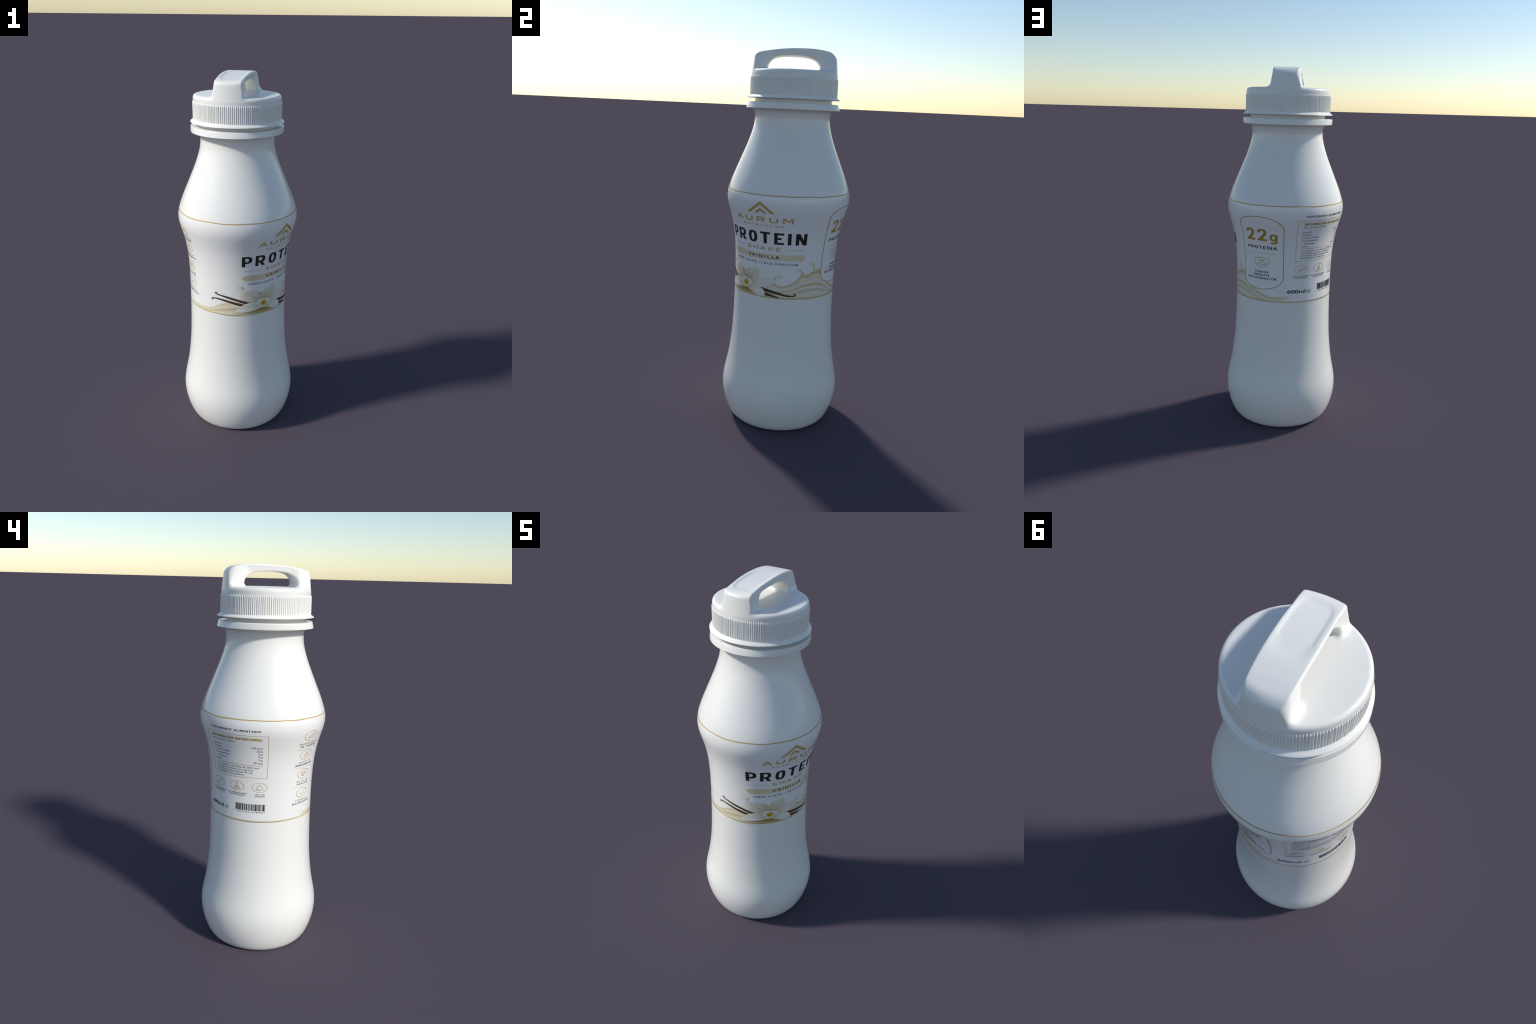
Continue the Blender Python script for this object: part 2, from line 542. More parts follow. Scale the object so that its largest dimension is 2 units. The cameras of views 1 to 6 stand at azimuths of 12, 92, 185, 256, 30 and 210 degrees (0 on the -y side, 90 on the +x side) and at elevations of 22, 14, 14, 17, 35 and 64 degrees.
# Block capitals drawn with a broad pen in a unit box.  Each glyph is a list of
# runs: "v" upright (x, y0, y1), "h" level (x0, x1, y), "d" slanting (x0, y0, x1, y1)
# cut level at both ends, "c" curve through points, "o" closed ring.  Coordinates run
# 0..1 between the centres of the outermost pen lines.
GLYPHS = {
    "A": [("d", 0, 0, .5, 1), ("d", 1, 0, .5, 1), ("h", .20, .80, .30)],
    "B": [("v", 0, 0, 1), ("c", (0, 1), (.5, 1), (.82, .95), (.9, .77), (.82, .58), (.5, .53), (0, .53)), ("c", (0, .53), (.55, .53), (.92, .46), (1, .26), (.92, .06), (.55, 0), (0, 0))],
    "C": [("c", (.97, .80), (.80, .95), (.5, 1), (.2, .92), (0, .5), (.2, .08), (.5, 0), (.80, .05), (.97, .20))],
    "D": [("v", 0, 0, 1), ("c", (0, 1), (.45, 1), (.85, .85), (1, .5), (.85, .15), (.45, 0), (0, 0))],
    "E": [("v", 0, 0, 1), ("h", 0, 1, 1), ("h", 0, .90, .51), ("h", 0, 1, 0)],
    "F": [("v", 0, 0, 1), ("h", 0, 1, 1), ("h", 0, .88, .48)],
    "G": [("c", (.95, .82), (.78, .96), (.5, 1), (.2, .92), (0, .5), (.2, .08), (.5, 0), (.80, .05), (1, .2)), ("v", 1, .1, .48), ("h", .58, 1, .48)],
    "H": [("v", 0, 0, 1), ("v", 1, 0, 1), ("h", 0, 1, .5)],
    "I": [("v", .5, 0, 1)],
    "J": [("c", (0, .16), (.2, .02), (.5, 0), (.85, .08), (1, .35), (1, .7), (1, 1))],
    "K": [("v", 0, 0, 1), ("d", .12, .42, .95, 1), ("d", .36, .58, 1, 0)],
    "L": [("v", 0, 0, 1), ("h", 0, 1, 0)],
    "M": [("v", 0, 0, 1), ("v", 1, 0, 1), ("d", .5, .22, .06, 1), ("d", .5, .22, .94, 1)],
    "N": [("v", 0, 0, 1), ("v", 1, 0, 1), ("d", .96, 0, .04, 1)],
    "O": [("o", (.5, 1), (.85, .92), (1, .5), (.85, .08), (.5, 0), (.15, .08), (0, .5), (.15, .92))],
    "P": [("v", 0, 0, 1), ("c", (0, 1), (.55, 1), (.9, .93), (1, .70), (.9, .46), (.55, .38), (0, .38))],
    "R": [("v", 0, 0, 1), ("c", (0, 1), (.55, 1), (.86, .93), (.96, .70), (.86, .47), (.55, .40), (0, .40)), ("d", 1, 0, .52, .40)],
    "S": [("c", (.93, .84), (.75, .97), (.48, 1), (.14, .94), (.04, .74), (.2, .57), (.5, .50), (.82, .43), (.97, .25), (.84, .06), (.5, 0), (.2, .04), (0, .17))],
    "T": [("v", .5, 0, 1), ("h", 0, 1, 1)],
    "U": [("c", (0, 1), (0, .7), (0, .36), (.14, .08), (.5, 0), (.86, .08), (1, .36), (1, .7), (1, 1))],
    "V": [("d", .5, 0, 0, 1), ("d", .5, 0, 1, 1)],
    "Y": [("v", .5, 0, .45), ("d", .5, .40, 0, 1), ("d", .5, .40, 1, 1)],
    "Z": [("h", 0, 1, 1), ("h", 0, 1, 0), ("d", .03, 0, .97, 1)],
    "2": [("c", (.02, .72), (.10, .92), (.45, 1), (.85, .94), (.95, .72), (.82, .52), (.45, .24), (.06, 0)), ("h", 0, 1, 0)],
    "g": [("o", (.5, 1), (.88, .90), (1, .62), (.88, .34), (.5, .24), (.12, .34), (0, .62), (.12, .90)), ("c", (1, 1), (1, .5), (1, .1), (.88, -.14), (.5, -.2), (.2, -.16), (.04, -.08))],
}
ACCENTS = {"Á": "A", "É": "E", "Í": "I", "Ó": "O", "Ú": "U"}
WIDTHS = {"I": 0.0, "M": 1.12, "A": 1.0, "O": 1.05, "C": .92, "G": .98, "D": .92, "E": .74, "F": .72, "L": .72, "P": .82, "S": .82, "J": .6, "V": 1.0, "N": .92}


def add_capital(bm, ch, p0, p1, z0, z1, pen, level):
    """One capital with its ink between p0..p1 (degrees) and z0..z1; pen = width of
    uprights in metres, level = width of level strokes."""
    accent = ch in ACCENTS
    ch = ACCENTS.get(ch, ch)
    hx, hz = pen / DEG / 2, level / 2
    a, b, lo, hi = p0 + hx, p1 - hx, z0 + hz, z1 - hz
    X = lambda x: a + x * (b - a)
    Z = lambda y: lo + y * (hi - lo)

    def quad(c, lift):
        bm.faces.new([bm.verts.new((x, y, lift)) for x, y in c])
    for i, run in enumerate(GLYPHS[ch]):
        kind, q, lift = run[0], run[1:], 0.2 * i
        if kind == "v":
            y0, y1 = (z0 if q[1] <= 0 else Z(q[1])), (z1 if q[2] >= 1 else Z(q[2]))
            quad([(X(q[0]) - hx, y0), (X(q[0]) + hx, y0), (X(q[0]) + hx, y1), (X(q[0]) - hx, y1)], lift)
        elif kind == "h":
            x0, x1 = (p0 if q[0] <= 0 else X(q[0])), (p1 if q[1] >= 1 else X(q[1]))
            quad([(x0, Z(q[2]) - hz), (x1, Z(q[2]) - hz), (x1, Z(q[2]) + hz), (x0, Z(q[2]) + hz)], lift)
        elif kind == "d":
            k = hx * 1.08
            y0, y1 = (z0 if q[1] <= 0 else Z(q[1])), (z1 if q[3] >= 1 else Z(q[3]))
            quad([(X(q[0]) - k, y0), (X(q[0]) + k, y0), (X(q[2]) + k, y1), (X(q[2]) - k, y1)], lift)
        else:
            pts = [(X(x), Z(y)) for x, y in q]
            add_stroke(bm, spline(pts, kind == "o", 5), pen, kind == "o", lift, level / pen)
    if accent:
        c, h = (p0 + p1) / 2, z1 - z0
        quad([(c - hx, z1 + .10 * h), (c + hx * .8, z1 + .10 * h), (c + hx * 2.6, z1 + .32 * h), (c + hx * .4, z1 + .32 * h)], 0)


def capitals(words, phi0, phi1, z0, z1, mat, pen, level, gap=0.35, layer=3, name="lettering"):
    """A line of block capitals fitted between two angles; gap = space between letters."""
    pw = pen / DEG
    cell = [(0.75 if c == " " else WIDTHS.get(ACCENTS.get(c, c), 0.86)) for c in words]
    free = (phi1 - phi0) - pw * sum(c != " " for c in words)
    unit = free / (sum(cell) + gap * (len(words) - 1))
    bm = bmesh.new()
    x = phi0
    for c, w in zip(words, cell):
        wide = w * unit + (0 if c == " " else pw)
        if c != " ":
            add_capital(bm, c, x, x + wide, z0, z1, pen, level)
        x += wide + gap * unit
    return wrap(bm, name, mat, layer)


def capital(ch, p0, p1, z0, z1, mat, pen, level, layer=3):
    bm = bmesh.new()
    add_capital(bm, ch, p0, p1, z0, z1, pen, level)
    return wrap(bm, "lettering", mat, layer)


# ------------------------------------------------------------------ gold border lines
def wavy_ring(z, amp, step):
    a = np.arange(0, 360 + step, step)
    return np.stack([a, z + np.interp(a, np.arange(0, 360, 12), RNG.normal(0, amp, 30), period=360)], -1)


stroke("border_line", [wavy_ring(1.2915, 0.0009, 3)], 0.0044, M_GOLD, 5)
stroke("border_line", [wavy_ring(0.7590, 0.0009, 3)], 0.0038, M_GOLD, 9)

# ------------------------------------------------------------------ front panel
C = 65.0
patch("emblem", [(C, 1.2595), (C + 14.3, 1.2005), (C + 10.2, 1.2005), (C, 1.2435), (C - 10.2, 1.2005), (C - 14.3, 1.2005)], M_GOLD, 3, smooth=False)
patch("emblem", [(C, 1.2275), (C + 6.6, 1.2), (C + 3.0, 1.2), (C, 1.2135), (C - 3.0, 1.2), (C - 6.6, 1.2)], M_GOLD, 3, smooth=False)
for ch, a, b in (("A", 33.8, 43.9), ("U", 47.2, 56.0), ("R", 60.4, 69.3), ("U", 73.4, 82.0), ("M", 86.3, 96.4)):
    capital(ch, a, b, 1.154, 1.181, M_GOLD, 0.0078, 0.0051)
for i, ch in enumerate("NUTRITION"):
    c = 45.0 + i * 5.07
    w = 0.45 if ch == "I" else 1.55
    capital(ch, c - w, c + w, 1.1305, 1.1415, M_GOLD, 0.0026, 0.0019)
for ch, a, b in (("P", 17.6, 28.6), ("R", 32.4, 44.0), ("O", 48.2, 59.2), ("T", 62.8, 73.9), ("E", 78.0, 88.0), ("I", 91.8, 95.7), ("N", 100.0, 111.7)):
    capital(ch, a, b, 1.0425, 1.103, M_BLACK, 0.0172, 0.0104)
for ch, a, b in (("S", 45.4, 51.0), ("H", 53.9, 59.6), ("A", 61.8, 69.0), ("K", 72.0, 78.2), ("E", 80.0, 84.8)):
    capital(ch, a, b, 1.0065, 1.0265, M_GOLD, 0.0052, 0.0036)
stroke("divider", [spline([(20.0, 1.0175), (25, 1.0165), (31, 1.0160), (38.7, 1.0170)])], 0.0017, M_GOLD, 3)
stroke("divider", [spline([(90.8, 1.0170), (97, 1.0176), (103, 1.0168), (108.5, 1.0172)])], 0.0017, M_GOLD, 3)

m, nt, b = new_mat("flavour_band_print")
phi, zc, ob_co = label_coords(nt)
t = math_node(nt, "DIVIDE", math_node(nt, "SUBTRACT", phi, 17.0), 96.0, clamp=True)
nt.links.new(ramp(nt, t, [(0, (0.74, 0.59, 0.33)), (0.12, (0.72, 0.59, 0.36)), (0.35, (0.82, 0.71, 0.49)), (0.65, (0.83, 0.725, 0.50)), (1, (0.79, 0.665, 0.42))]), b.inputs["Base Color"])
b.inputs["Roughness"].default_value = 0.38
patch("flavour_band", [(17.4, 0.9735), (19.2, 0.9830), (22.0, 0.9893), (60, 0.9888), (90, 0.9892), (107.0, 0.9905), (110.5, 0.9850), (112.4, 0.9750), (110.6, 0.9660), (107.6, 0.9563), (102, 0.9585), (60, 0.9572), (22.6, 0.9570), (19.8, 0.9640)], m, 2, smooth=False)
for ch, a, bb in (("V", 45.8, 50.6), ("A", 51.4, 56.2), ("I", 58.0, 58.9), ("N", 61.0, 65.2), ("I", 67.5, 68.4), ("L", 71.0, 74.3), ("L", 76.0, 79.2), ("A", 79.6, 84.0)):
    capital(ch, a, bb, 0.9655, 0.9815, M_BLACK, 0.0042, 0.0030)
for wd, a, bb in (("SABOR", 25.0, 38.6), ("SUAVE", 41.0, 57.8), ("-", 60.4, 62.2), ("FÁCIL", 64.3, 77.4), ("DIGESTIÓN", 79.6, 104.2)):
    if wd == "-":
        patch("bullet", ellipse(61.2, 0.9385, 0.75, 0.0017), M_GREY, 3, smooth=False)
    else:
        capitals(wd, a, bb, 0.9335, 0.9445, M_GREY, 0.0026, 0.0018, gap=0.55)

# ------------------------------------------------------------------ cream splash
PALE, CREAM, TAN, TAN_D = (0.84, 0.775, 0.63), (0.79, 0.69, 0.48), (0.66, 0.52, 0.28), (0.55, 0.40, 0.17)
LAB = LABEL_WHITE


def float_curve(nt, fac, pts, lo, hi):
    """Piecewise smooth function of `fac` (0..1), values given between lo and hi."""
    n = node(nt, "ShaderNodeFloatCurve")
    cv = n.mapping.curves[0]
    while len(cv.points) < len(pts):
        cv.points.new(0.5, 0.5)
    for q, (x, y) in zip(cv.points, pts):
        q.location = (x, (y - lo) / (hi - lo))
        q.handle_type = "AUTO"
    n.mapping.update()
    nt.links.new(fac, n.inputs["Value"])
    return math_node(nt, "ADD", math_node(nt, "MULTIPLY", n.outputs[0], hi - lo), lo)


def cream_material(name, start, span, spine, edge, upper, lower, fade_in, fade_out):
    """Cream whose stripes run along `spine`, squeezed between the label's foot and `edge`."""
    m, nt, b = new_mat(name)
    phi, z, oc = label_coords(nt, start - 20)
    wob = math_node(nt, "MULTIPLY", math_node(nt, "SUBTRACT", noise(nt, oc, 14.0, 2.0), 0.5), 0.004)
    z = math_node(nt, "ADD", z, wob)
    u = math_node(nt, "DIVIDE", math_node(nt, "SUBTRACT", phi, start), span, clamp=True)
    f = float_curve(nt, u, [((p - start) / span, v) for p, v in spine], 0.70, 1.0)
    e = float_curve(nt, u, [((p - start) / span, v) for p, v in edge], 0.70, 1.0)
    up = math_node(nt, "DIVIDE", math_node(nt, "SUBTRACT", z, f), math_node(nt, "MAXIMUM", math_node(nt, "SUBTRACT", e, f), 0.004), clamp=True)
    dn = math_node(nt, "DIVIDE", math_node(nt, "SUBTRACT", z, 0.757), math_node(nt, "MAXIMUM", math_node(nt, "SUBTRACT", f, 0.757), 0.004), clamp=True)
    above = math_node(nt, "GREATER_THAN", z, f)
    col = mix_col(nt, above, ramp(nt, dn, lower), ramp(nt, up, upper))
    s = math_node(nt, "MULTIPLY",
                  math_node(nt, "DIVIDE", math_node(nt, "SUBTRACT", phi, fade_in[0]), fade_in[1] - fade_in[0], clamp=True),
                  math_node(nt, "DIVIDE", math_node(nt, "SUBTRACT", fade_out[1], phi), fade_out[1] - fade_out[0], clamp=True))
    nt.links.new(mix_col(nt, s, LAB, col), b.inputs["Base Color"])
    b.inputs["Roughness"].default_value = 0.22
    b.inputs["Specular IOR Level"].default_value = 0.5
    return m


M_SPLASH = cream_material(
    "cream_splash_print", 60, 140,
    [(60, 0.785), (80, 0.790), (90, 0.794), (98, 0.800), (108.5, 0.820), (120, 0.829), (129, 0.828), (137, 0.815), (146.5, 0.793), (156, 0.770), (168, 0.758), (200, 0.758)],
    [(60, 0.86), (78, 0.846), (85, 0.828), (90, 0.827), (95, 0.836), (100, 0.849), (105, 0.869), (110, 0.898), (116, 0.892), (122, 0.912), (135, 0.914), (146, 0.832), (152, 0.816), (160, 0.800), (168, 0.788), (176, 0.787), (186, 0.791), (200, 0.795)],
    [(0, TAN), (0.13, CREAM), (0.26, (0.83, 0.79, 0.69)), (0.42, CREAM), (0.52, PALE), (0.74, (0.64, 0.51, 0.28)), (0.88, CREAM), (1, PALE)],
    [(0, CREAM), (0.40, PALE), (0.62, (0.69, 0.58, 0.36)), (0.82, (0.84, 0.80, 0.72)), (0.92, CREAM), (1, TAN)],
    (50, 51), (180, 197))
edge_pts = [(60, 0.850), (79.5, 0.846), (80.5, 0.834), (85, 0.8265), (89, 0.826), (95.2, 0.835), (100.2, 0.848), (105.2, 0.868), (108.1, 0.887), (109.0, 0.898),
            (107.6, 0.905), (109.2, 0.9075), (110.4, 0.899), (114, 0.8915), (118.6, 0.894), (121.8, 0.908), (123.2, 0.922), (122.6, 0.934), (124.2, 0.936), (124.8, 0.927), (127.2, 0.921), (130.8, 0.915), (134.5, 0.912), (140, 0.90),
            (146, 0.835), (152, 0.818), (160, 0.800), (168, 0.789), (176, 0.788), (186, 0.792), (197, 0.797), (197, 0.759), (185, 0.759), (60, 0.759)]
patch("cream_splash", edge_pts, M_SPLASH, 1, n=4)

M_CREAM_L = cream_material(
    "cream_pool_print", -62, 130,
    [(-62, 0.762), (-38, 0.762), (-20, 0.768), (-12, 0.777), (-4, 0.784), (0, 0.786), (7, 0.793), (15, 0.790), (30, 0.780), (68, 0.775)],
    [(-62, 0.805), (-50, 0.785), (-38, 0.778), (-30, 0.781), (-19, 0.791), (-11, 0.809), (-6, 0.824), (0, 0.834), (8, 0.842), (20, 0.84), (68, 0.84)],
    [(0, TAN), (0.22, CREAM), (0.40, PALE), (0.55, CREAM), (0.75, (0.72, 0.61, 0.41)), (0.92, PALE), (1, LAB)],
    [(0, CREAM), (0.4, PALE), (0.7, CREAM), (1, TAN)],
    (-60, -40), (80, 81))
patch("cream_pool", [(-59, 0.800), (-54, 0.787), (-46, 0.780), (-38, 0.779), (-30.8, 0.7815), (-19, 0.791), (-11.3, 0.809), (-6.4, 0.823), (0.5, 0.834), (6, 0.842), (14, 0.842), (24, 0.832), (40, 0.80), (40, 0.759), (0, 0.759), (-30, 0.759), (-59, 0.759)], M_CREAM_L, 1, n=4)

# deep golden shade of the cream right under the blossom
m, nt, b = new_mat("golden_cream_print")
phi, z, oc = label_coords(nt, -100)
t = math_node(nt, "DIVIDE", math_node(nt, "SUBTRACT", z, 0.757), 0.036, clamp=True)
side = math_node(nt, "DIVIDE", math_node(nt, "ABSOLUTE", math_node(nt, "SUBTRACT", phi, 46)), 38.0, clamp=True)
near = ramp(nt, t, [(0, (0.56, 0.42, 0.18)), (0.14, (0.68, 0.55, 0.31)), (0.40, (0.42, 0.275, 0.075)), (1, (0.33, 0.20, 0.045))])
nt.links.new(mix_col(nt, math_node(nt, "POWER", side, 2.2), near, CREAM), b.inputs["Base Color"])
b.inputs["Roughness"].default_value = 0.38
patch("cream_pool", [(9, 0.790), (20, 0.790), (40, 0.797), (60, 0.790), (76, 0.778), (84, 0.763), (80, 0.7595), (40, 0.7595), (12, 0.7595), (9, 0.775)], m, 2, n=4)

# thin curtain of cream and splash drops
def drop_material(name, c0, c1, cx, cz, r):
    m, nt, b = new_mat(name)
    phi, z, oc = label_coords(nt, -100)
    dx = math_node(nt, "MULTIPLY", math_node(nt, "SUBTRACT", phi, cx), DEG)
    dz = math_node(nt, "SUBTRACT", z, cz)
    d = math_node(nt, "SQRT", math_node(nt, "ADD", math_node(nt, "MULTIPLY", dx, dx), math_node(nt, "MULTIPLY", dz, dz)))
    nt.links.new(ramp(nt, math_node(nt, "DIVIDE", d, r, clamp=True), [(0, c0), (0.55, c0), (1, c1)]), b.inputs["Base Color"])
    b.inputs["Roughness"].default_value = 0.36
    return m


for cx, cz, rx, rz in ((83.6, 0.8735, 3.5, 0.0095), (106.3, 0.912, 3.0, 0.0078), (120.9, 0.9435, 3.1, 0.0095)):
    patch("cream_drop", ellipse(cx, cz, rx, rz, 28), drop_material("cream_drop_print", (0.82, 0.76, 0.64), (0.60, 0.47, 0.25), cx - 1.0, cz + 0.004, 0.021), 3, smooth=False)
M_CURTAIN = drop_material("cream_curtain_print", (0.85, 0.80, 0.69), (0.64, 0.51, 0.28), 19.0, 0.872, 0.066)
stroke("cream_thread", [spline([(80.9, 0.867), (79.3, 0.857), (78.4, 0.845)])], [0.006, 0.006, 0.012], M_CURTAIN, 3)
stroke("cream_thread", [spline([(107.8, 0.908), (109.3, 0.899), (109.6, 0.888)])], [0.005, 0.004, 0.008], M_CURTAIN, 3)
stroke("cream_thread", [spline([(122.6, 0.937), (123.3, 0.926), (123.2, 0.912)])], [0.006, 0.005, 0.008], M_CURTAIN, 3)
patch("cream_drop", [(11.9, 0.924), (12.9, 0.9315), (15.6, 0.933), (19.3, 0.9265), (19.7, 0.916), (18.0, 0.9085), (16.2, 0.9095), (13.4, 0.9145)], drop_material("cream_drop_print", (0.84, 0.77, 0.63), (0.60, 0.46, 0.25), 14.6, 0.925, 0.026), 3)
patch("cream_curtain", [(12.0, 0.924), (13.0, 0.931), (15.6, 0.932), (19.2, 0.926), (19.6, 0.916), (18.6, 0.908), (20.2, 0.903), (28, 0.899), (36, 0.890), (42, 0.873), (42, 0.83), (24, 0.828), (20.5, 0.836), (17.4, 0.852), (15.8, 0.868), (15.7, 0.886), (17.0, 0.902), (16.4, 0.910), (13.6, 0.915)], M_CURTAIN, 2, n=5)

# ------------------------------------------------------------------ vanilla pods
m, nt, b = new_mat("vanilla_pod_print")
phi, z, oc = label_coords(nt, -100)
k = node(nt, "ShaderNodeMapping")
k.inputs["Scale"].default_value = (60, 60, 420)
nt.links.new(oc, k.inputs["Vector"])
nt.links.new(ramp(nt, noise(nt, k.outputs[0], 1.0, 3.0), [(0.3, (0.030, 0.014, 0.007)), (0.5, (0.085, 0.040, 0.018)), (0.72, (0.17, 0.085, 0.04))]), b.inputs["Base Color"])
b.inputs["Roughness"].default_value = 0.38
M_POD = m
M_POD_HIGHLIGHT = ink("vanilla_pod_ridge_print", (0.24, 0.125, 0.06))  # vanilla pod highlight print
M_POD_DARK = ink("vanilla_pod_shade_print", (0.028, 0.014, 0.009))


def pod(line, width, layer):
    stroke("vanilla_pod", [spline(line)], width, M_POD, layer)
    w = np.array(width)
    up = [(p, q + 0.25 * np.interp(i / (len(line) - 1), np.linspace(0, 1, len(w)), w)) for i, (p, q) in enumerate(line)]
    dn = [(p, q - 0.28 * np.interp(i / (len(line) - 1), np.linspace(0, 1, len(w)), w)) for i, (p, q) in enumerate(line)]
    stroke("pod_ridge", [spline(up)], w * 0.16, M_POD_HIGHLIGHT, layer + 0.5)  # lit upper edge drawn as a lighter stroke, shadowed underside as a darker one
    stroke("pod_shade", [spline(dn)], w * 0.26, M_POD_DARK, layer + 0.5)


pod([(350.0 - 360, 0.882), (348.4 - 360, 0.885), (346.9 - 360, 0.881), (349.0 - 360, 0.8745), (353.5 - 360, 0.8705), (0.6, 0.863), (7.4, 0.854), (14.0, 0.8445), (21.5, 0.832), (27.0, 0.822)],
    [0.003, 0.004, 0.006, 0.007, 0.008, 0.0115, 0.0125, 0.0125, 0.014, 0.014], 4)
pod([(344.6 - 360, 0.8405), (342.9 - 360, 0.8395), (342.4 - 360, 0.844), (344.3 - 360, 0.8475), (347.6 - 360, 0.8490), (351.8 - 360, 0.8475), (358.5 - 360, 0.842), (5.2, 0.8345), (11.8, 0.8255), (18.5, 0.817), (25, 0.808)],
    [0.003, 0.0045, 0.006, 0.006, 0.007, 0.009, 0.0115, 0.0125, 0.0135, 0.015, 0.015], 5)
pod([(62, 0.806), (67, 0.7985), (72.2, 0.7945), (80.3, 0.7880), (88.1, 0.7800), (94.3, 0.7735), (99.6, 0.7720), (103.0, 0.7755), (103.2, 0.7820), (101.4, 0.7835)],
    [0.017, 0.017, 0.016, 0.014, 0.012, 0.0095, 0.0075, 0.0065, 0.006, 0.004], 4)
pod([(62, 0.784), (69.5, 0.7765), (75.2, 0.7715), (80.6, 0.7665), (86.5, 0.7610)], [0.018, 0.017, 0.013, 0.009, 0.003], 4)

# ------------------------------------------------------------------ blossom
FX, FZ = 44.0, 0.816


def petal_material(name, base, mid, tip, reach, vein):
    """Petal: shaded at the throat, pale towards the tip, with veins fanning from the throat."""
    m, nt, b = new_mat(name)
    phi, z, oc = label_coords(nt, -100)
    dx = math_node(nt, "MULTIPLY", math_node(nt, "SUBTRACT", phi, FX), DEG)
    dz = math_node(nt, "SUBTRACT", z, FZ)
    d = math_node(nt, "SQRT", math_node(nt, "ADD", math_node(nt, "MULTIPLY", dx, dx), math_node(nt, "MULTIPLY", dz, dz)))
    a = math_node(nt, "ARCTAN2", dz, dx)
    cmb = node(nt, "ShaderNodeCombineXYZ")
    nt.links.new(math_node(nt, "MULTIPLY", a, 9.0), cmb.inputs[0])
    nt.links.new(math_node(nt, "MULTIPLY", d, 6.0), cmb.inputs[1])
    v = noise(nt, cmb.outputs[0], 1.0, 2.0)
    col = ramp(nt, math_node(nt, "DIVIDE", d, reach, clamp=True), [(0.20, base), (0.46, mid), (0.82, tip), (1.0, tip)])
    f = math_node(nt, "MULTIPLY", math_node(nt, "MULTIPLY", math_node(nt, "SUBTRACT", v, 0.42, clamp=True), 4.0, clamp=True), vein)
    nt.links.new(mix_col(nt, f, col, base), b.inputs["Base Color"])
    b.inputs["Roughness"].default_value = 0.38
    b.inputs["Specular IOR Level"].default_value = 0.35
    return m


M_PET_BACK = petal_material("back_petal_print", (0.44, 0.33, 0.11), (0.72, 0.63, 0.42), (0.83, 0.765, 0.61), 0.105, 0.30)
M_PET = petal_material("petal_print", (0.44, 0.33, 0.10), (0.77, 0.70, 0.51), (0.87, 0.83, 0.73), 0.120, 0.24)
M_PET_FRONT = petal_material("front_petal_print", (0.50, 0.39, 0.13), (0.80, 0.735, 0.56), (0.89, 0.85, 0.735), 0.095, 0.18)
M_FOLD = ink("petal_fold_print", (0.64, 0.55, 0.35), vary=0.05)

patch("petal", [(44, 0.84), (39.5, 0.862), (36, 0.891), (31, 0.900), (25.5, 0.900), (20, 0.888), (19, 0.868), (22, 0.842), (27, 0.828), (38, 0.815)], M_PET_BACK, 3)
patch("petal", [(42, 0.822), (40.6, 0.862), (42.2, 0.880), (46.5, 0.8945), (53, 0.9035), (58.0, 0.9070), (60.8, 0.897), (61.8, 0.879), (60.3, 0.858), (56.5, 0.842), (50, 0.820)], M_PET_BACK, 4)
patch("petal", [(46, 0.815), (52.5, 0.835), (57.7, 0.848), (64.9, 0.8565), (71.6, 0.8595), (77.5, 0.856), (79.9, 0.850), (81.8, 0.842), (78.8, 0.835), (75.2, 0.825), (69.8, 0.814), (65.3, 0.808), (58.1, 0.802), (50, 0.803)], M_PET, 7)
patch("petal", [(43, 0.806), (44.9, 0.790), (51.0, 0.7795), (56.8, 0.768), (61.0, 0.760), (68.2, 0.7605), (69.5, 0.780), (68.2, 0.793), (66.0, 0.8025), (62, 0.8075), (56.5, 0.812), (50, 0.815)], M_PET_FRONT, 8)
patch("petal", [(42, 0.815), (35.7, 0.8245), (31.0, 0.8285), (23.5, 0.8255), (18.2, 0.8155), (13.7, 0.798), (10.5, 0.783), (11.8, 0.7755), (15.4, 0.7730), (23.6, 0.7745), (30.0, 0.7780), (36, 0.7835), (41.5, 0.795)], M_PET_FRONT, 7)
for ln in ([(45, 0.834), (50, 0.853), (54.5, 0.880), (57.8, 0.903)], [(40, 0.840), (33, 0.858), (26, 0.878), (20, 0.903)]):
    stroke("petal_fold", [spline(ln)], [0.004, 0.003, 0.0004], M_FOLD, 6)
for ln in ([(50, 0.824), (60, 0.834), (72, 0.841), (81, 0.842)], [(40, 0.804), (30, 0.803), (20, 0.797), (12.5, 0.783)]):
    stroke("petal_fold", [spline(ln)], [0.0016, 0.0012, 0.0003], M_FOLD, 8.6)
lip = [(34.9, 0.822), (36.0, 0.838), (39.5, 0.8460), (43.0, 0.8450), (46.8, 0.8440), (50.2, 0.8385), (52.4, 0.834), (53.6, 0.826), (52.3, 0.8145), (49.8, 0.8065), (47.6, 0.797), (44.9, 0.7900), (41.6, 0.7890), (38.9, 0.7945), (38.0, 0.8055), (35.6, 0.8130)]
m, nt, b = new_mat("blossom_lip_print")
phi, z, oc = label_coords(nt, -100)
dx = math_node(nt, "MULTIPLY", math_node(nt, "SUBTRACT", phi, 44.0), DEG * 0.78)
dz = math_node(nt, "SUBTRACT", z, 0.8165)
d = math_node(nt, "SQRT", math_node(nt, "ADD", math_node(nt, "MULTIPLY", dx, dx), math_node(nt, "MULTIPLY", dz, dz)))
cmb = node(nt, "ShaderNodeCombineXYZ")
nt.links.new(math_node(nt, "MULTIPLY", math_node(nt, "ARCTAN2", dz, dx), 5.0), cmb.inputs[0])
rag = math_node(nt, "MULTIPLY", math_node(nt, "SUBTRACT", noise(nt, cmb.outputs[0], 1.0, 2.0), 0.5), 0.012)
rr = math_node(nt, "DIVIDE", math_node(nt, "ADD", d, rag), 0.036, clamp=True)
